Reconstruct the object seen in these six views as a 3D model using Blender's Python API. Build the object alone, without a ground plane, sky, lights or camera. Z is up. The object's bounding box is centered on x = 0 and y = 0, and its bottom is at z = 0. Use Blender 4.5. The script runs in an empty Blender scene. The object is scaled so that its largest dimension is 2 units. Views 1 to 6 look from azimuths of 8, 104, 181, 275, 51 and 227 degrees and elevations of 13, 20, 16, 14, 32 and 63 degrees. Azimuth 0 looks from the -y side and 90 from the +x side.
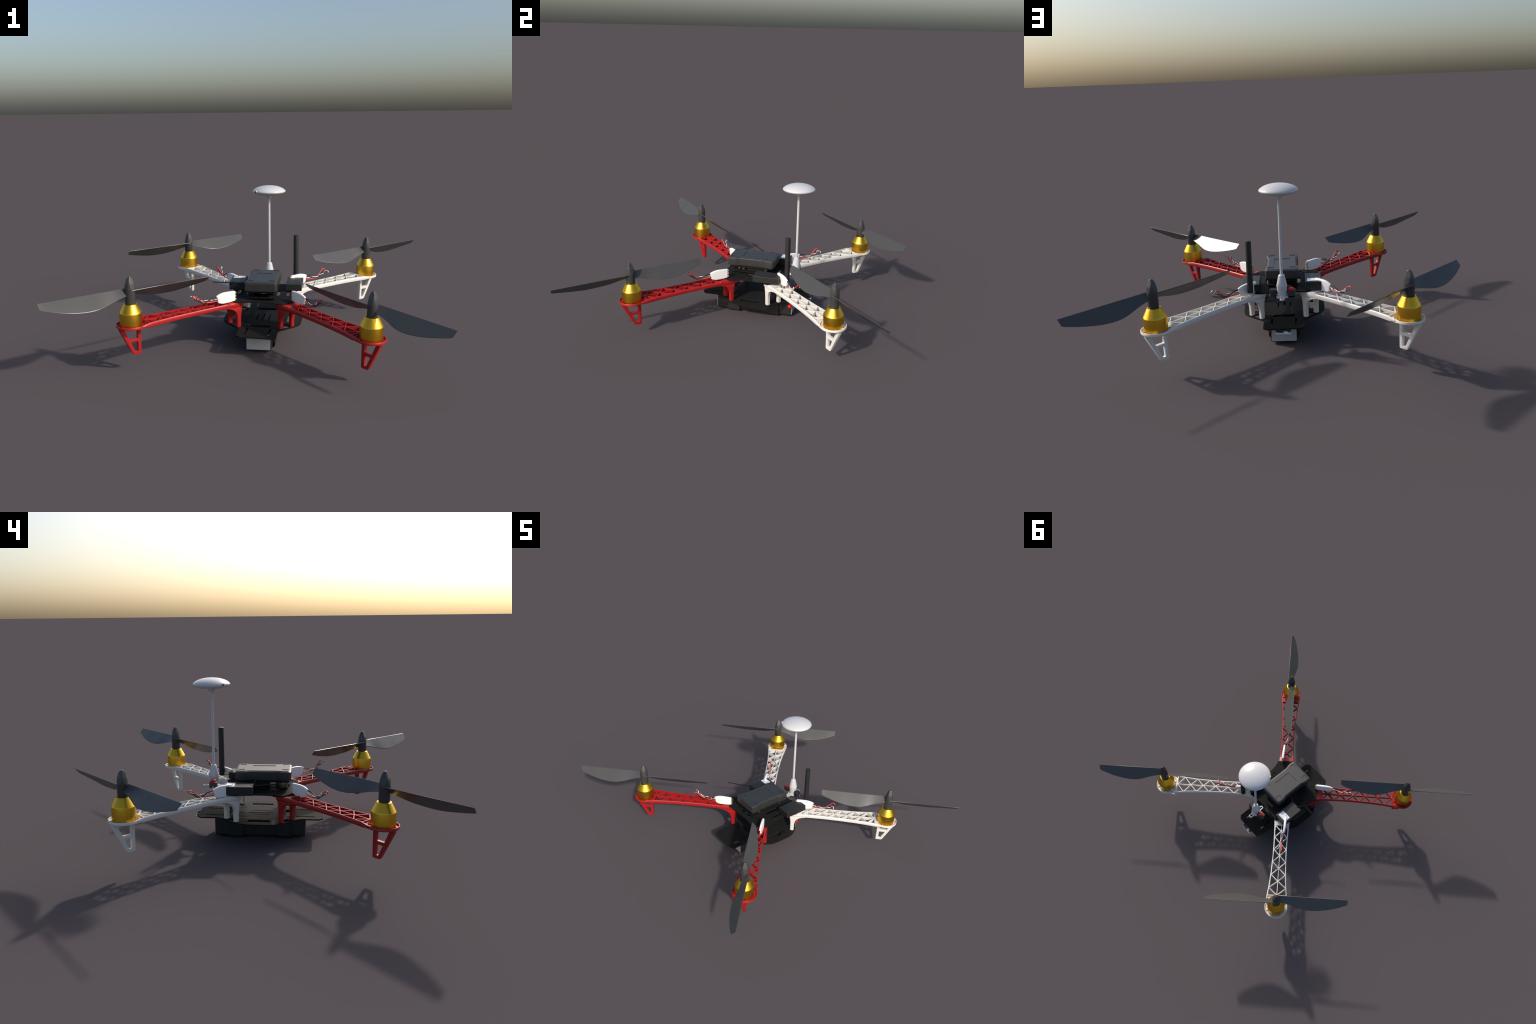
# Quadcopter drone: four lattice arms (two red, two white), gold motors, two-blade
# propellers, two carbon plates, autopilot box, mast antenna, battery, receivers.
import bpy, bmesh, math
import numpy as np
from mathutils import Matrix, Vector

S = math.sqrt(0.5)

# ------------------------------------------------------------------ frames
# The airframe (plates, arms, motors, propellers) sits very slightly tilted;
# the electronics are level.
def tilt_frame():
    gx, gy = -0.0202, 0.0062
    n = Vector((-gx, -gy, 1)).normalized()
    x = (Vector((1, 0, 0)) - n * n.x).normalized()
    y = n.cross(x)
    r = Matrix((x, y, n)).transposed().to_4x4()
    return Matrix.Translation((-0.0077, -0.0084, 0)) @ r @ Matrix.Rotation(math.radians(-0.22), 4, 'Z')

FRAME = tilt_frame()
LEVEL = Matrix.Translation((0, -0.0107, 0))
ARM_ANGLES = {'back_right': 45, 'back_left': 135, 'front_left': 225, 'front_right': 315}

# --------------------------------------------------------------- materials
def material(name, color, rough=0.5, metal=0.0, coat=0.0, spec=0.5, vary=0.06, scale=60.0,
             bump=0.0, bump_scale=400.0, rough_vary=0.05):
    m = bpy.data.materials.new(name)
    m.use_nodes = True
    nt = m.node_tree
    b = nt.nodes['Principled BSDF']
    tc = nt.nodes.new('ShaderNodeTexCoord')
    no = nt.nodes.new('ShaderNodeTexNoise')
    no.inputs['Scale'].default_value = scale
    no.inputs['Detail'].default_value = 4
    nt.links.new(tc.outputs['Object'], no.inputs['Vector'])
    ramp = nt.nodes.new('ShaderNodeValToRGB')
    lo = [c * (1 - vary) for c in color]
    hi = [min(1, c * (1 + vary)) for c in color]
    ramp.color_ramp.elements[0].position = 0.3
    ramp.color_ramp.elements[1].position = 0.7
    ramp.color_ramp.elements[0].color = (*lo, 1)
    ramp.color_ramp.elements[1].color = (*hi, 1)
    nt.links.new(no.outputs['Fac'], ramp.inputs['Fac'])
    nt.links.new(ramp.outputs['Color'], b.inputs['Base Color'])
    mr = nt.nodes.new('ShaderNodeMapRange')
    mr.inputs['To Min'].default_value = max(0.0, rough - rough_vary)
    mr.inputs['To Max'].default_value = min(1.0, rough + rough_vary)
    nt.links.new(no.outputs['Fac'], mr.inputs['Value'])
    nt.links.new(mr.outputs['Result'], b.inputs['Roughness'])
    b.inputs['Metallic'].default_value = metal
    b.inputs['Specular IOR Level'].default_value = spec
    b.inputs['Coat Weight'].default_value = coat
    if bump > 0:
        n2 = nt.nodes.new('ShaderNodeTexNoise')
        n2.inputs['Scale'].default_value = bump_scale
        nt.links.new(tc.outputs['Object'], n2.inputs['Vector'])
        bp = nt.nodes.new('ShaderNodeBump')
        bp.inputs['Strength'].default_value = bump
        bp.inputs['Distance'].default_value = 0.001
        nt.links.new(n2.outputs['Fac'], bp.inputs['Height'])
        nt.links.new(bp.outputs['Normal'], b.inputs['Normal'])
    return m

RED = material('red_plastic', (0.345, 0.0095, 0.0095), 0.42, vary=0.04)
WHITE = material('white_plastic', (0.68, 0.66, 0.615), 0.42, vary=0.03)
GOLD = material('anodised_gold', (0.79, 0.46, 0.042), 0.33, metal=1.0, vary=0.03, rough_vary=0.02)
BLADE = material('propeller_plastic', (0.056, 0.056, 0.055), 0.35, vary=0.03, rough_vary=0.005)
HUB = material('hub_plastic', (0.045, 0.045, 0.045), 0.34, vary=0.05)
PLATE = material('carbon_board', (0.014, 0.014, 0.0135), 0.55, spec=0.04, vary=0.10)
BOX = material('black_housing', (0.026, 0.026, 0.0255), 0.47, spec=0.65, vary=0.05)
RXBOX = material('radio_housing', (0.014, 0.014, 0.0138), 0.48, vary=0.06)
BOXLIGHT = material('grey_fin', (0.06, 0.06, 0.06), 0.5)
OPENINGDARK = material('painted_opening_dark', (0.006, 0.006, 0.006), 0.7)  # near-black colour standing in for the depth of louvre slots and outlet hole
CASE = material('battery_case', (0.014, 0.014, 0.0135), 0.45, vary=0.08, bump=0.06)
RUBBER = material('black_rubber', (0.011, 0.011, 0.011), 0.55)
GLOSSWHITE = material('gloss_white', (0.54, 0.54, 0.55), 0.25, vary=0.01, scale=20)
SLEEVE = material('shrink_sleeve_white', (0.84, 0.82, 0.80), 0.38, vary=0.02, bump=0.25, bump_scale=45)
LABEL = material('label_grey', (0.44, 0.45, 0.46), 0.5, vary=0.02)
LABELWHITE = material('label_white', (0.72, 0.73, 0.78), 0.45, vary=0.02)
BUTTON = material('red_button', (0.72, 0.012, 0.010), 0.35)
REDWIRE = material('red_wire', (0.68, 0.035, 0.022), 0.40)
BLACKWIRE = material('black_wire', (0.012, 0.012, 0.013), 0.60)
AERIAL = material('aerial_sheath', (0.006, 0.006, 0.006), 0.85, spec=0.2)
WHITEWIRE = material('white_wire', (0.72, 0.72, 0.70), 0.45)
BRASS = material('brass_contact', (0.70, 0.47, 0.10), 0.35, metal=1.0)
TAB = material('tinned_tab', (0.50, 0.42, 0.16), 0.45)

# ------------------------------------------------------------ mesh helpers
root = bpy.data.objects.new('quadcopter_drone', None)
bpy.context.scene.collection.objects.link(root)
root['label'] = 'four-rotor drone with red and white lattice arms and gold motors'
root['category'] = 'drone'

class Shape:
    """accumulates closed solids into one mesh"""
    def __init__(self):
        self.v, self.f = [], []

    def add(self, verts, faces):
        o = len(self.v)
        self.v += [tuple(p) for p in verts]
        self.f += [tuple(i + o for i in f) for f in faces]
        return self

    def box(self, x0, x1, y0, y1, z0, z1):
        v = [(x, y, z) for z in (z0, z1) for y in (y0, y1) for x in (x0, x1)]
        return self.add(v, [(0, 2, 3, 1), (4, 5, 7, 6), (0, 1, 5, 4), (2, 6, 7, 3), (0, 4, 6, 2), (1, 3, 7, 5)])

    def loft(self, rings, cap=True):
        n = len(rings[0])
        v = [p for r in rings for p in r]
        f = []
        for i in range(len(rings) - 1):
            for j in range(n):
                k = (j + 1) % n
                f.append((i * n + j, i * n + k, (i + 1) * n + k, (i + 1) * n + j))
        if cap:
            f.append(tuple(range(n))[::-1])
            f.append(tuple((len(rings) - 1) * n + j for j in range(n)))
        return self.add(v, f)

    def lathe(self, profile, seg=40, cx=0.0, cy=0.0):
        rings = []
        for r, z in profile:
            rings.append([(cx + r * math.cos(2 * math.pi * j / seg), cy + r * math.sin(2 * math.pi * j / seg), z)
                          for j in range(seg)])
        return self.loft(rings)

    def bar(self, p, q, thick, z0, z1):
        """upright rib from p to q in plan"""
        d = Vector((q[0] - p[0], q[1] - p[1]))
        n = Vector((-d.y, d.x)).normalized() * thick / 2
        c = [(p[0] - n.x, p[1] - n.y), (q[0] - n.x, q[1] - n.y), (q[0] + n.x, q[1] + n.y), (p[0] + n.x, p[1] + n.y)]
        return self.loft([[(x, y, z) for x, y in c] for z in (z0, z1)])

    def sheet(self, loops, z0, z1, axis='z', bevel=0.0, resolution=1):
        """flat plate with holes: filled 2D outlines (first outer, rest holes), extruded"""
        cu = bpy.data.curves.new('outline', 'CURVE')
        cu.dimensions = '2D'
        cu.fill_mode = 'BOTH'
        cu.extrude = (z1 - z0) / 2 - bevel
        cu.bevel_depth = bevel
        cu.offset = -bevel
        cu.bevel_resolution = resolution
        for lp in loops:
            sp = cu.splines.new('POLY')
            sp.points.add(len(lp) - 1)
            for pt, (a, b) in zip(sp.points, lp):
                pt.co = (a, b, 0, 1)
            sp.use_cyclic_u = True
        ob = bpy.data.objects.new('outline', cu)
        bpy.context.scene.collection.objects.link(ob)
        bpy.context.view_layer.update()
        me = bpy.data.meshes.new_from_object(ob.evaluated_get(bpy.context.evaluated_depsgraph_get()))
        mid = (z0 + z1) / 2
        if axis == 'z':
            vs = [(p.co.x, p.co.y, p.co.z + mid) for p in me.vertices]
        else:            # outline lies in the x-z plane, thickness along y
            vs = [(p.co.x, -(p.co.z) + mid, p.co.y) for p in me.vertices]
        self.add(vs, [tuple(p.vertices) for p in me.polygons])
        bpy.data.objects.remove(ob)
        bpy.data.curves.remove(cu)
        bpy.data.meshes.remove(me)
        return self

    def tube(self, pts, radius, taper=None, seg=8):
        """round wire through smoothed control points"""
        pts = smooth_path(pts)
        rings = []
        up = Vector((0.31, 0.77, 0.55)).normalized()
        for i, p in enumerate(pts):
            a, b = pts[max(0, i - 1)], pts[min(len(pts) - 1, i + 1)]
            t = (b - a).normalized()
            x = t.cross(up).normalized()
            y = t.cross(x)
            r = radius if taper is None else radius + (taper - radius) * i / (len(pts) - 1)
            rings.append([p + (x * math.cos(2 * math.pi * j / seg) + y * math.sin(2 * math.pi * j / seg)) * r for j in range(seg)])
        return self.loft(rings)

    def mesh(self, name, mat, smooth=35):
        me = bpy.data.meshes.new(name)
        me.from_pydata([tuple(p) for p in self.v], [], self.f)
        bm = bmesh.new()
        bm.from_mesh(me)
        bmesh.ops.remove_doubles(bm, verts=bm.verts, dist=1e-6)
        bmesh.ops.recalc_face_normals(bm, faces=bm.faces)
        bm.to_mesh(me)
        bm.free()
        me.materials.append(mat)
        if smooth:
            me.shade_smooth()
            me.set_sharp_from_angle(angle=math.radians(smooth))
        return me

def smooth_path(pts, n=6):
    P = [Vector(p) for p in pts]
    if len(P) < 3:
        return P
    out = []
    for i in range(len(P) - 1):
        p0, p1, p2, p3 = P[max(0, i - 1)], P[i], P[i + 1], P[min(len(P) - 1, i + 2)]
        for k in range(n):
            t = k / n
            out.append(0.5 * ((2 * p1) + (p2 - p0) * t + (2 * p0 - 5 * p1 + 4 * p2 - p3) * t * t + (3 * p1 - p0 - 3 * p2 + p3) * t ** 3))
    out.append(P[-1])
    return out

def place(name, me, parent=root, matrix=Matrix.Identity(4), bevel=0.0, segments=2):
    ob = bpy.data.objects.new(name, me)
    bpy.context.scene.collection.objects.link(ob)
    ob.parent = parent
    ob.matrix_basis = matrix
    if bevel > 0:
        m = ob.modifiers.new('edge', 'BEVEL')
        m.width = bevel
        m.segments = segments
        m.limit_method = 'ANGLE'
        m.angle_limit = math.radians(40)
        m.harden_normals = True
    return ob

def interp(x, xs, ys):
    return float(np.interp(x, xs, ys))

def rounded(points, radii, n=5):
    """polygon with rounded corners"""
    out = []
    m = len(points)
    if not hasattr(radii, '__len__'):
        radii = [radii] * m
    for i in range(m):
        p = Vector(points[i]); a = Vector(points[i - 1]); b = Vector(points[(i + 1) % m])
        r = radii[i]
        if r <= 0:
            out.append(tuple(p)); continue
        da, db = (a - p), (b - p)
        ra = min(r, da.length * 0.49); rb = min(r, db.length * 0.49)
        A = p + da.normalized() * ra; B = p + db.normalized() * rb
        for k in range(n + 1):
            t = k / n
            q = A * (1 - t) ** 2 + p * 2 * t * (1 - t) + B * t * t
            out.append(tuple(q))
    return out

def slot(cx, cy, lx, ly, n=6):
    """stadium-like hole"""
    r = min(lx, ly) / 2
    return rounded([(cx - lx / 2, cy - ly / 2), (cx + lx / 2, cy - ly / 2), (cx + lx / 2, cy + ly / 2), (cx - lx / 2, cy + ly / 2)], r * 0.98, n)

def circle(cx, cy, r, n=24):
    return [(cx + r * math.cos(2 * math.pi * k / n), cy + r * math.sin(2 * math.pi * k / n)) for k in range(n)]

def turn(p, deg):
    a = math.radians(deg)
    return (p[0] * math.cos(a) - p[1] * math.sin(a), p[0] * math.sin(a) + p[1] * math.cos(a))

# -------------------------------------------------------------------- arms
MOTOR_U = 0.899
def half_width(u):
    return interp(u, [.15, .19, .25, .28, .37, .465, .56, .66, .75, .815, .85, .88],
                  [.058, .058, .057, .0545, .0515, .050, .0520, .056, .0630, .0710, .0752, .0775])

def build_arm(mat):
    s = Shape()
    us = np.linspace(.196, .866, 45)
    for sg in (1, -1):
        rings = []
        for u in us:
            h = half_width(u)
            zt = interp(u, [.19, .28, .40, .82, .865], [.2835, .2830, .2820, .2815, .2735])
            zb = interp(u, [.19, .40, .842, .847, .87], [.2545, .2555, .2550, .2605, .2605])
            t = .0075
            sec = [(h - .001, zb + .002), (h, zb + .005), (h, zt - .007), (h - .0014, zt - .0025), (h - .004, zt), (h - t, zt), (h - t, zb), (h - .004, zb)]
            rings.append([(u, sg * w, z) for w, z in sec])
        s.loft(rings)
        # upright leg that flares into the arm with an arch
        prof = [  # z, u inner, u outer, w inner
            (.1268, .2095, .2360, .0305), (.150, .2092, .2362, .0305), (.180, .2085, .2370, .0305), (.197, .2078, .2392, .0305),
            (.212, .2065, .2440, .0306), (.225, .2045, .2515, .0310), (.236, .2020, .2620, .0320), (.245, .1990, .2760, .0340),
            (.2515, .1960, .2960, .0370), (.2555, .193, .318, .0400), (.272, .186, .320, .0420), (.2835, .180, .310, .0420)]
        rings = []
        for z, a, b, wi in prof:
            wo = half_width(.25) - .0015 if z < .24 else min(half_width(b), half_width(.25) - .0015) - .0004
            c = .0045
            sec = [(a + c, wo), (b - c, wo), (b, wo - c), (b, wi + c), (b - c, wi), (a + c, wi), (a, wi + c), (a, wo - c)]
            rings.append([(u, sg * w, z) for u, w in sec])
        s.loft(rings)
    # root deck under the top plate
    deck = [(.128, -.030), (.165, -.058), (.250, -.0565), (.2895, -.0500), (.2895, .0500), (.250, .0565), (.165, .058), (.128, .030)]
    s.sheet([deck], .2700, .2836, bevel=.001)
    # lattice: central spine and zig-zag ribs
    s.bar((.28, 0), (.820, 0), .0042, .2560, .2805)
    nodes = [.3337 + .0957 * k for k in range(5)] + [.8185]
    for sg in (1, -1):
        for i, u in enumerate(nodes):
            e0 = u - .0478 if u < .8 else .7665
            e1 = u + .0478
            s.bar((u, 0), (e0, sg * (half_width(e0) - .005)), .0044, .2560, .2810)
            if i < 5:
                s.bar((u, 0), (e1, sg * (half_width(e1) - .005)), .0044, .2560, .2810)
    # motor mount: cross wall, floor with openings, ring wall and radial ribs
    s.bar((.8205, -half_width(.8205) + .004), (.8205, half_width(.8205) - .004), .005, .2560, .2805)
    c = (MOTOR_U, 0.0)
    plan = [(.8165, -half_width(.8165) + .003), (.86, -.0735)]
    plan += [(c[0] + .0775 * math.cos(math.radians(a)), .0775 * math.sin(math.radians(a))) for a in range(-98, 99, 7)]
    plan += [(.86, .0735), (.8165, half_width(.8165) - .003)]
    holes = [circle(c[0], 0, .021)]
    for k in range(4):
        a0 = 45 + 90 * k
        arc = [(c[0] + .060 * math.cos(math.radians(a0 + d)), .060 * math.sin(math.radians(a0 + d))) for d in range(-24, 25, 6)]
        arc += [(c[0] + .040 * math.cos(math.radians(a0 + d)), .040 * math.sin(math.radians(a0 + d))) for d in range(24, -25, -6)]
        holes.append(arc)
    s.sheet([plan] + holes, .2585, .2630)
    s.sheet([[(.8165, -.0690), (.8400, -.0725), (.8520, -.0600), (.8320, -.035), (.8260, 0), (.8320, .035), (.8520, .0600), (.8400, .0725), (.8165, .0690)]], .2600, .2715)
    ring = []
    for r, z in ((.0745, .2598), (.0785, .2598), (.0797, .2612), (.0797, .2722), (.0788, .2735), (.0765, .2735), (.0755, .2725), (.0750, .2650)):
        ring.append([(c[0] + r * math.cos(2 * math.pi * j / 56), r * math.sin(2 * math.pi * j / 56), z) for j in range(56)])
    s.loft(ring + [ring[0]], cap=False)
    for k in range(8):
        a = math.radians(22.5 + 45 * k)
        s.bar((c[0] + .045 * math.cos(a), .045 * math.sin(a)), (c[0] + .074 * math.cos(a), .074 * math.sin(a)), .0035, .2600, .2680)
    # landing foot: upright and raked struts with a cross bar
    out = rounded([(.8475, .2600), (.8475, .0935), (.8930, .0935), (.9690, .2450), (.9690, .2600)], [0, .006, .009, 0, 0])
    low = rounded([(.8655, .1680), (.8655, .1100), (.8815, .1100), (.9085, .1680)], [.003, .005, .005, .004])
    high = rounded([(.8655, .2540), (.8655, .1850), (.9170, .1850), (.9470, .2540)], [0, .004, .004, 0])
    n0 = len(s.v)
    s.sheet([out, low, high], -.0120, .0120, axis='y', bevel=.0015)
    for i in range(n0, len(s.v)):
        u, w, z = s.v[i]
        s.v[i] = (u, w * interp(z, [.0935, .26], [.72, 1.02]), z)
    # small boss where the foot meets the ring
    s.box(.846, .872, -.0160, .0160, .2500, .2600)
    return s.mesh('arm', mat)

ARM_MESH = {'red': build_arm(RED), 'white': build_arm(WHITE)}

# ------------------------------------------------------- motor and propeller
motor_mesh = Shape().lathe([(.020, .2605), (.0560, .2640), (.0592, .2648), (.0606, .2670), (.0607, .3375), (.0600, .3405), (.0585, .3430),
                            (.0368, .3840), (.0350, .3866), (.0325, .3875), (.0300, .3872), (.0290, .3840), (.012, .3840)], 64).mesh('motor', GOLD, 28)

def hub_mesh(nut_z):
    return Shape().lathe([(.0240, .3800), (.0268, .3815), (.0277, .3850), (.0277, nut_z - .0016), (.0262, nut_z - .0004), (.0240, nut_z)], 40).mesh('hub', HUB, 40)

def nut_mesh(nut_z):
    """bullet-shaped lock nut with milled flats"""
    s = Shape()
    rings = []
    seg = 48
    h = .0683
    for k in range(21):
        t = k / 20
        z = nut_z - .001 + h * t
        r = .0277 * interp(t, [0, .2, .44, .6, .73, .85, .93, .98, 1], [1, .965, .87, .775, .665, .52, .375, .27, .20])
        flat = interp(t, [0, .06, .12, .45, 1], [.040, .0275, .0258, .0210, .0062])
        ring = []
        for j in range(seg):
            a = 2 * math.pi * j / seg
            d = (a + math.pi / 4) % (math.pi / 2) - math.pi / 4
            ring.append((min(r, flat / math.cos(d)) * math.cos(a), min(r, flat / math.cos(d)) * math.sin(a), z))
        rings.append(ring)
    s.loft(rings)
    return s.mesh('lock_nut', HUB, 30)

BLADE_R = [0, .02, .05, .08, .11, .14, .17, .20, .23, .26, .30, .34, .38, .42, .46, .478]
TRAIL_B = [.006, .0085, .0115, .0145, .0190, .0262, .0338, .0390, .0405, .0396, .0364, .0318, .0250, .0160, .0048, -.0008]
TRAIL_Z = [-.0995, -.1030, -.1085, -.1155, -.1240, -.1315, -.1370, -.1408, -.1423, -.1422, -.1390, -.1325, -.1250, -.1160, -.1058, -.1000]
def blade_mesh(hand):
    """straight leading edge, bellied trailing edge, steep pitch; hand=-1 turns clockwise"""
    s = Shape()
    rings = []
    rs = np.concatenate([np.linspace(0, .46, 40), [.468, .476, .481]])
    for r in rs:
        lb, lz = interp(r, [0, .478], [-.0272, -.0268]), interp(r, [0, .478], [-.0708, -.0700])
        tb, tz = interp(r, BLADE_R, TRAIL_B), interp(r, BLADE_R, TRAIL_Z)
        tb, tz = lb + (tb - lb) * 1.03, lz + (tz - lz) * .965   # pitch of 45 degrees
        grow = .010                         # keep the outline as wide as the moulding
        lb, lz, tb, tz = lb - (tb - lb) * grow, lz - (tz - lz) * grow, tb + (tb - lb) * grow, tz + (tz - lz) * grow
        d = Vector((tb - lb, tz - lz))
        nrm = Vector((-d.y, d.x)).normalized()      # towards the upper face
        th = interp(r, [0, .06, .2, .478], [.0070, .0056, .0046, .0038])
        prof = [(0, 0), (.008, .7), (.03, 1), (.5, 1), (.97, .8), (.995, .5), (1, 0), (.995, -.5), (.97, -.8), (.5, -1), (.03, -1), (.008, -.7)]
        camber = 0.0
        ring = []
        for x, y in prof:
            q = Vector((lb, lz)) + d * x + nrm * (y * th / 2 + camber * 4 * x * (1 - x))
            rr = r + (.0065 * (1 - 2 * x) if r > .47 else 0) * 0.35
            ring.append((rr, q.x * -hand, q.y))
        rings.append(ring)
    s.loft(rings)
    return s.mesh('blade', BLADE, 6)

BLADES = {-1: blade_mesh(-1), 1: blade_mesh(1)}
TIP_Z = {-1: .5360, 1: .5205}
HUBS = {h: hub_mesh(TIP_Z[h] - .0675) for h in (-1, 1)}
NUTS = {h: nut_mesh(TIP_Z[h] - .0675) for h in (-1, 1)}

SPECS = {  # arm: colour, spin hand, blade heading
    'front_left': ('red', -1, 45.0), 'back_right': ('white', -1, 45.0),
    'back_left': ('white', 1, 45.0), 'front_right': ('red', 1, -45.0)}
for key, (colour, hand, heading) in SPECS.items():
    ang = math.radians(ARM_ANGLES[key])
    M = FRAME @ Matrix.Rotation(ang, 4, 'Z')
    place('arm', ARM_MESH[colour], root, M)
    C = FRAME @ Matrix.Translation((MOTOR_U * math.cos(ang), MOTOR_U * math.sin(ang), 0))
    place('motor', motor_mesh, root, C)
    prop = place('propeller', HUBS[hand], root, C)
    place('lock_nut', NUTS[hand], prop, Matrix.Rotation(math.radians(heading + 12), 4, 'Z'))
    for k in range(2):
        place('blade', BLADES[hand], prop, Matrix.Translation((0, 0, TIP_Z[hand])) @ Matrix.Rotation(math.radians(heading + 180 * k), 4, 'Z'))

# ------------------------------------------------------------------ plates
def symmetric(quarter):
    """mirror a first-quadrant chain (from +x axis to +y axis) into a closed loop"""
    q1 = quarter
    q2 = [(-x, y) for x, y in reversed(q1)]
    q3 = [(-x, -y) for x, y in q1]
    q4 = [(x, -y) for x, y in reversed(q1)]
    return q1 + q2 + q3 + q4

def arm_holes(r, us_ws):
    out = []
    for a in ARM_ANGLES.values():
        for u, w in us_ws:
            cx, cy = turn((u, w), a)
            out.append(circle(cx, cy, r, 14))
    return out

top_quarter = [(.1925, .010), (.1935, .040), (.1985, .075), (.208, .105), (.2185, .128), (.2190, .136), (.1455, .2120), (.136, .2150), (.105, .2095), (.070, .2045), (.030, .2020), (.008, .2015)]
holes = []
for sx in (-1, 1):
    holes.append(slot(sx * .091, 0, .026, .104))
    holes.append(slot(sx * .152, 0, .021, .100))
    holes.append(slot(0, sx * .097, .106, .028))
    holes.append(slot(0, sx * .158, .100, .021))
holes += arm_holes(.0046, [(.2235, .0445), (.2235, -.0445), (.150, .0)])
holes += [circle(x, y, .004, 12) for x, y in ((.129, -.073), (.129, .073), (-.129, .073), (-.129, -.073))]
holes += [circle(0, 0, .030, 28)]
place('top_plate', Shape().sheet([symmetric(top_quarter)] + holes, .2842, .2915).mesh('top_plate', PLATE, 30), root, FRAME)

bottom_quarter = [(.2405, .020), (.2400, .055), (.2370, .080), (.2290, .106), (.2110, .1345), (.1830, .1640), (.1500, .1945), (.1270, .2165), (.1180, .2330),
                  (.1160, .250), (.1160, .3420), (.0925, .3625), (.03, .3630)]
holes = []
for sx in (-1, 1):
    for sy in (-1, 1):
        holes.append(slot(sx * .069, sy * .2620, .0125, .117))
    holes.append(rounded([(-.062, sx * .166 - .020), (.062, sx * .166 - .020), (.062, sx * .166 + .020), (-.062, sx * .166 + .020)], .005, 3))
    holes.append(rounded([(sx * .171 - .021, -.064), (sx * .171 + .021, -.064), (sx * .171 + .021, .064), (sx * .171 - .021, .064)], .008, 3))
    holes.append(slot(sx * .037, 0, .0085, .108))
    holes.append([(sx * .101 + x, y) for x, y in circle(0, .1, .0048, 12)])
    holes.append([(sx * .101 + x, y) for x, y in circle(0, -.1, .0048, 12)])
    holes.append(circle(sx * .137, 0, .0045, 12))
    holes.append(circle(0, sx * .118, .0048, 12))
holes.append(slot(0, 0, .0100, .146))
for a in ARM_ANGLES.values():
    hole = rounded([(.196, -.026), (.234, -.026), (.234, .026), (.196, .026)], .008, 4)
    holes.append([turn(p, a) for p in hole])
place('bottom_plate', Shape().sheet([symmetric(bottom_quarter)] + holes, .1222, .1297).mesh('bottom_plate', PLATE, 30), root, FRAME)

# ---------------------------------------------------------------- autopilot
fc_c = (.0005, -.0285)
def fc_outline(inset):
    hx, hy, waist = .0965 - inset, .1600 - inset, .0085
    q = [(hx - waist, 0), (hx - waist, .080), (hx, .104), (hx, hy), (0, hy)]
    pts = [q[0], q[1], q[2], q[3]]
    full = pts + [(-x, y) for x, y in reversed(pts)] + [(-x, -y) for x, y in pts[1:]] + [(x, -y) for x, y in reversed(pts[1:])]
    rad = {0: 0, 1: .010, 2: .010, 3: .016}
    order = [0, 1, 2, 3, 3, 2, 1, 0, 1, 2, 3, 3, 2, 1]
    return rounded(full, [rad[o] for o in order], 5)
s = Shape()
def fc_ring(d, z):
    return [(x + fc_c[0], y + fc_c[1], z) for x, y in fc_outline(d)]
s.loft([fc_ring(d, z) for d, z in ((.012, .3445), (.0035, .3452), (.0008, .3475), (0, .351), (0, .3960), (.0006, .3972), (.0095, .4022), (.0100, .4008))])
# lid with sunken panels: one in the middle, one in each corner
def rect(x0, x1, y0, y1):
    return [(fc_c[0] + x, fc_c[1] + y) for x, y in ((x0, y0), (x1, y0), (x1, y1), (x0, y1))]
panels = [rect(-.048, .048, -.067, .067)]
for sx in (-1, 1):
    for sy in (-1, 1):
        xs, ys = sorted((sx * .046, sx * .080)), sorted((sy * .1075, sy * .1440))
        panels.append(rect(xs[0], xs[1], ys[0], ys[1]))
s.sheet([[(x + fc_c[0], y + fc_c[1]) for x, y in fc_outline(.0095)]] + panels, .4000, .4032)
fc = place('autopilot_housing', s.mesh('autopilot_housing', BOX, 24))
# louvred rear face
place('louvre_dark_panel', Shape().box(-.067 + fc_c[0], .067 + fc_c[0], .120, .1318, .3630, .3930).mesh('louvre_dark_panel', OPENINGDARK, 0), fc)  # flat dark panel flush with the face, paints the slots between fins
fin = Shape().box(-.0026, .0026, -.004, .0012, .3625, .3935).mesh('louvre_fin', BOXLIGHT, 0)
for k in range(14):
    place('louvre_fin', fin, fc, Matrix.Translation((fc_c[0] - .0644 + k * .0099, .1316, 0)))
# vibration mount: upper tray, lower tray, rubber balls
place('damper_tray', Shape().sheet([rounded([(-.088, -.178), (.088, -.178), (.088, .120), (-.088, .120)], .012),
                                    slot(0, .055, .11, .012)], .3355, .3425, bevel=.0008).mesh('damper_tray', PLATE, 30), fc)
lowtray = Shape().sheet([rounded([(-.087, -.170), (.087, -.170), (.087, .112), (-.087, .112)], .010),
                         rounded([(-.052, -.118), (.052, -.118), (.052, .068), (-.052, .068)], .010)], .3000, .3062)
place('damper_tray', lowtray.mesh('damper_frame', PLATE, 30), fc)
ball = Shape().lathe([(.006, .3040), (.0085, .3060), (.0125, .3130), (.0140, .3205), (.0125, .3280), (.0085, .3345), (.006, .3365)], 24).mesh('damper_ball', RUBBER, 40)
for x in (-.070, .070):
    for y in (-.112, .072):
        place('damper_ball', ball, fc, Matrix.Translation((x, y, 0)))
place('shade_filler', Shape().box(-.052, .052, -.066, .060, .3010, .3362).mesh('shade_filler', RUBBER, 0), fc)  # filler block added only to darken the gap under the housing
pad = Shape()
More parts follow.
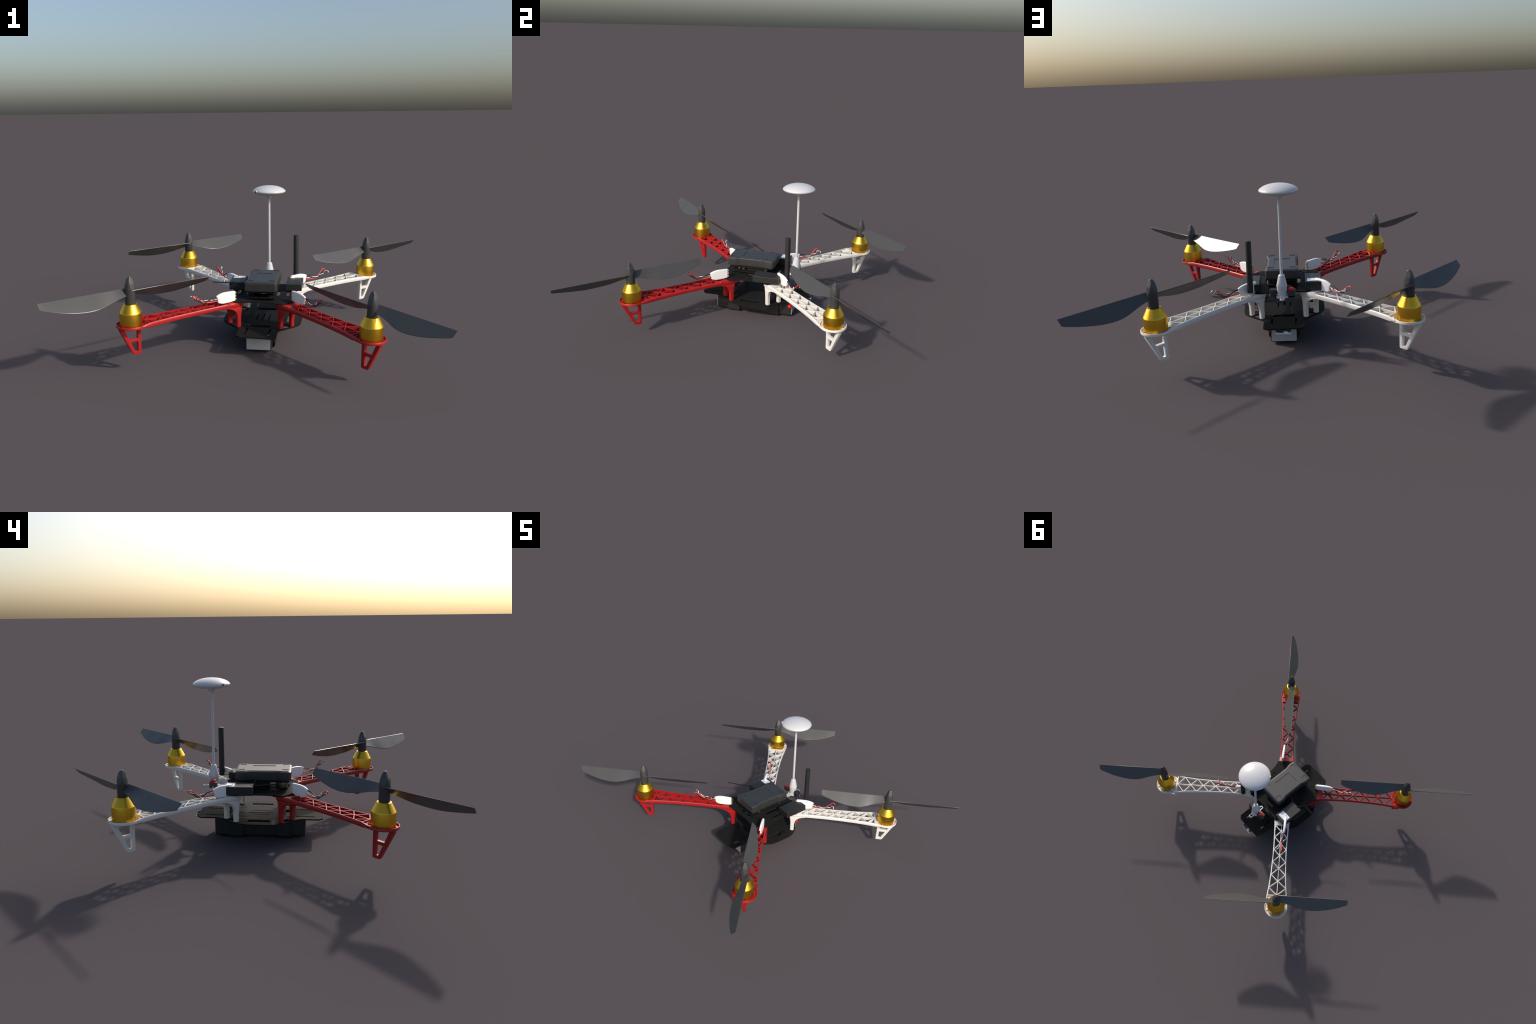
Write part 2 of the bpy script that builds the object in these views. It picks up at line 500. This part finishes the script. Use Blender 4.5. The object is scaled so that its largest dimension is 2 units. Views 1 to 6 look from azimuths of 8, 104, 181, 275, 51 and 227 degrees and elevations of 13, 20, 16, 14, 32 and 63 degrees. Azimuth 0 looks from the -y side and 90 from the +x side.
for x in (-.055, .055):
    for y in (-.135, .085):
        pad.lathe([(.008, .2905), (.008, .3005)], 16, x, y)
place('damper_post', pad.mesh('damper_post', RUBBER), fc)

# ---------------------------------------------------------------- receivers
rx = place('receiver', Shape().box(-.2245, -.1300, .0215, .1895, .2935, .3440).mesh('receiver', RXBOX, 0), root, bevel=.0022)
place('receiver_label', Shape().box(-.2145, -.1425, .1250, .1720, .3425, .3456).mesh('receiver_label', LABELWHITE, 0), rx)
place('antenna_wire', Shape().tube([(-.187, .036, .3405), (-.205, .004, .346), (-.240, -.050, .360), (-.2936, -.1299, .3832)], .0042, .0028).mesh('antenna_wire', AERIAL, 60), rx)
place('servo_wire', Shape().tube([(-.090, .015, .352), (-.102, .013, .3545), (-.118, .014, .350), (-.136, .024, .338)], .0030).mesh('servo_wire', BLACKWIRE, 60), rx)
tx = place('telemetry_radio', Shape().box(.1310, .2305, .0230, .1970, .2965, .3378).mesh('telemetry_radio', RXBOX, 0), root, bevel=.0018)
ax, ay = .1790, .2435
place('antenna_rod', Shape().lathe([(.0150, .3085), (.0168, .3100), (.0170, .330), (.0165, .600), (.0155, .6068), (.0135, .6080)], 32, ax, ay).mesh('antenna_rod', RUBBER, 40), tx)
s = Shape()
rings = []
for y, r in ((.180, .0105), (.190, .0105), (.1905, .0122), (.208, .0122), (.2085, .0090), (.232, .0080)):
    rings.append([(ax + r * math.cos(2 * math.pi * j / 12), y, .3205 + r * math.sin(2 * math.pi * j / 12)) for j in range(12)])
s.loft(rings)
place('antenna_connector', s.mesh('antenna_connector', BRASS, 20), tx)

# ------------------------------------------------------- satellite antenna
gx, gy = .0010, .2680
prof = [(.004, .9245), (.020, .9239), (.040, .9216), (.060, .9174), (.078, .9112), (.092, .9040), (.1015, .8968), (.1060, .8918), (.1072, .8885), (.1060, .8845),
        (.1010, .8795), (.092, .8745), (.078, .8695), (.060, .8655), (.040, .8632), (.024, .8622), (.0215, .8600), (.0195, .8550), (.0150, .8480), (.0110, .8420), (.0090, .8380), (.0070, .8375)]
gps = place('satellite_antenna', Shape().lathe(prof[::-1], 72, gx, gy).mesh('satellite_antenna', GLOSSWHITE, 60))
place('mast', Shape().lathe([(.0080, .405), (.0080, .845)], 28, gx, gy).mesh('mast', GLOSSWHITE), gps)
base = Shape().lathe([(.0250, .2900), (.0262, .3050), (.0298, .3520), (.0300, .3555), (.0292, .3595), (.0182, .4095), (.0170, .4140), (.0140, .4170), (.006, .4175)], 48, gx, gy)
base.sheet([rounded([(gx - .0335, gy - .0150), (gx - .020, gy - .0300), (gx + .020, gy - .0300), (gx + .0335, gy - .0150), (gx + .0335, gy + .0150), (gx + .020, gy + .0300), (gx - .020, gy + .0300), (gx - .0335, gy + .0150)], .004)], .2870, .2960, bevel=.001)
for sg in (-1, 1):
    base.sheet([rounded([(gx - .0135, gy + sg * .020), (gx + .0135, gy + sg * .020), (gx + .0135, gy + sg * .0650), (gx - .0135, gy + sg * .0650)], [0, 0, .013, .013], 6),
                rounded([(gx - .0060, gy + sg * .034), (gx + .0060, gy + sg * .034), (gx + .0060, gy + sg * .0585), (gx - .0060, gy + sg * .0585)], .0058, 5)], .2860, .2950, bevel=.001)
place('mast_base', base.mesh('mast_base', GLOSSWHITE, 25), gps)
# cable outlet on the dome rim
s = Shape()
d = Vector((-S, -S, 0)); side = Vector((S, -S, 0)); up = Vector((0, 0, 1))
rings = []
for t, r in ((.080, .0085), (.1060, .0085), (.1082, .0076)):
    o = Vector((gx, gy, .8890)) + d * t
    rings.append([o + side * r * math.cos(2 * math.pi * j / 16) + up * r * 1.2 * math.sin(2 * math.pi * j / 16) for j in range(16)])
s.loft(rings)
place('cable_outlet', s.mesh('cable_outlet', GLOSSWHITE), gps)
s = Shape()
rings = []
for t, r in ((.100, .0050), (.1088, .0050)):
    o = Vector((gx, gy, .8890)) + d * t
    rings.append([o + side * r * math.cos(2 * math.pi * j / 16) + up * r * 1.2 * math.sin(2 * math.pi * j / 16) for j in range(16)])
s.loft(rings)
place('outlet_dark_cap', s.mesh('outlet_dark_cap', OPENINGDARK), gps)  # solid dark cap drawn in place of the outlet's open hole

# buzzer and safety switch beside the mast
bz = place('buzzer', Shape().lathe([(.0190, .2960), (.0203, .2975), (.0203, .3310), (.0190, .3330), (.005, .3332)], 36, .0514, .2663).mesh('buzzer', RUBBER, 40), gps)
place('buzzer_plug', Shape().box(.0625, .0705, .2700, .2780, .2965, .3080).mesh('buzzer_plug', WHITEWIRE, 0), bz)
sw = place('safety_switch', Shape().box(-.0735, -.0305, .2420, .2860, .2950, .3270).mesh('safety_switch', BOX, 0), gps, bevel=.0012)
place('switch_button', Shape().lathe([(.0148, .3255), (.0152, .3270), (.0152, .3370), (.0145, .3390), (.0130, .3400), (.004, .3400)], 32, -.0495, .2660).mesh('switch_button', BUTTON, 40), sw)
place('switch_plug', Shape().box(-.0748, -.0725, .2600, .2680, .2945, .3030).mesh('switch_plug', WHITEWIRE, 0), sw)

# ------------------------------------------------------------------ battery
bx0, bx1, by0, by1, bz0, bz1 = -.0780, .0740, -.2745, .2580, .0080, .1170
bat = place('battery', Shape().box(bx0, bx1, by0, by1, bz0, bz1).mesh('battery', CASE, 0), root, bevel=.011, segments=3)
place('battery_label', Shape().box(bx0 + .0055, bx1 - .0055, by0 - .0008, by0 + .004, bz0 + .0085, bz1 - .006).mesh('battery_label', LABEL, 0), bat)
place('battery_label', Shape().box(bx0 + .0055, bx1 - .0055, by1 - .004, by1 + .0008, bz0 + .0085, bz1 - .006).mesh('battery_label', LABEL, 0), bat)
st = Shape()
for y0, y1 in ((.0900, .1705), (-.1890, -.1070)):
    x0, x1 = -.0900, .0885
    outer = rounded([(x0, .119), (x0, .012), (x0 + .012, .0002), (x1 - .012, .0002), (x1, .012), (x1, .119)], [0, .006, .006, .006, .006, 0])
    inner = [(x0 + .006, .115), (x0 + .006, .013), (x0 + .014, .0055), (x1 - .014, .0055), (x1 - .006, .013), (x1 - .006, .115)]
    st.sheet([outer, inner], y0, y1, axis='y')
place('battery_strap', st.mesh('battery_strap', RUBBER, 30), bat)
rings = []
for x, r in ((.070, .0118), (.088, .0118), (.0900, .0106)):
    rings.append([(x, .2480 + r * math.cos(2 * math.pi * j / 28), .0850 + r * math.sin(2 * math.pi * j / 28)) for j in range(28)])
place('battery_button', Shape().loft(rings).mesh('battery_button', BUTTON, 40), bat)
cb = place('connector_board', Shape().box(-.0430, .0432, .2560, .3760, .1045, .1150).mesh('connector_board', GLOSSWHITE, 0), bat, bevel=.0012)
s = Shape()
s.box(.0120, .0400, .3450, .3690, .1140, .1265); s.box(.0020, .0125, .3600, .3730, .1140, .1230); s.box(-.0380, -.0230, .3540, .3700, .1140, .1250)
place('connector_socket', s.mesh('connector_socket', RUBBER, 0), cb)

# --------------------------------------------------------- speed controllers
def esc_bag():
    s = Shape()
    out = rounded([(.2405, .2915), (.2780, .2880), (.3300, .2862), (.3560, .2960), (.3600, .3050), (.3580, .3180), (.3690, .3385), (.3540, .3465), (.3230, .3545), (.2880, .3545), (.2405, .3520)],
                  [.004, .03, .02, .006, .006, .010, .006, .012, .03, .03, .004], 4)
    s.sheet([out], -.0082, .0082, axis='y', bevel=.0055, resolution=3)
    for i, (u, w, z) in enumerate(s.v):       # plump body, tapering mouth
        k = interp(u, [.24, .27, .33, .372], [.95, 1.10, 1.0, .70])
        s.v[i] = (u, w * k, z)
    return s.mesh('speed_controller', SLEEVE, 60)
bag = esc_bag()
pins = Shape()
for k in range(3):
    z = .298 + k * .019
    pins.box(.2335, .2445, -.0048, .0048, z, z + .011)
pins_mesh = pins.mesh('solder_tab', TAB, 0)
board_mesh = Shape().box(.2365, .2500, -.0022, .0022, .2925, .3500).mesh('circuit_board', RUBBER, 0)
red_mesh = Shape().tube([(.350, .003, .3110), (.373, .001, .3098), (.401, -.003, .3083), (.429, -.006, .3103), (.4525, -.0056, .3186), (.469, -.0035, .3302), (.488, .0000, .3470), (.500, .0025, .3575), (.510, .0035, .3610), (.518, .003, .3580), (.523, .001, .3500)], .0034).mesh('power_wire', REDWIRE, 60)
black_mesh = Shape().tube([(.350, -.001, .3350), (.373, .000, .3350), (.396, .001, .3325), (.4135, -.002, .3235), (.4386, -.0045, .3130), (.460, -.0053, .3145), (.486, -.003, .3325), (.500, -.003, .3420), (.509, -.003, .3430)], .0034).mesh('ground_wire', BLACKWIRE, 60)
path = smooth_path([(.350, .001, .3190), (.378, -.003, .3197), (.395, -.008, .3210), (.4326, -.016, .3195), (.4544, -.015, .3250), (.475, -.018, .3310), (.490, -.022, .3385), (.499, -.026, .3510), (.5065, -.032, .3565), (.513, -.037, .3550), (.517, -.0415, .3440)], 8)
def strand(phase, radius):
    pts = []
    for i, p in enumerate(path):
        a = i * .36 + phase
        pts.append(p + Vector((0, math.cos(a), math.sin(a))) * .0016)
    return Shape().tube(pts[::2], radius, seg=6)
white_mesh = strand(0, .0024).mesh('signal_wire', WHITEWIRE, 60)
dark_mesh = strand(math.pi, .0018).mesh('signal_wire', BLACKWIRE, 60)
for key, a in ARM_ANGLES.items():
    # the controller stands on edge, slightly skewed across the arm
    skew = math.atan2(.0185 - .0272, .3690 - .2405)
    M = LEVEL @ Matrix.Rotation(math.radians(a), 4, 'Z') @ Matrix.Translation((.2405, .0272, 0)) @ Matrix.Rotation(skew, 4, 'Z') @ Matrix.Translation((-.2405, 0, 0))
    esc = place('speed_controller', bag, root, M)
    place('solder_tab', pins_mesh, esc)
    place('circuit_board', board_mesh, esc)
    place('power_wire', red_mesh, esc)
    place('ground_wire', black_mesh, esc)
    place('signal_wire', white_mesh, esc)
    place('signal_wire', dark_mesh, esc)
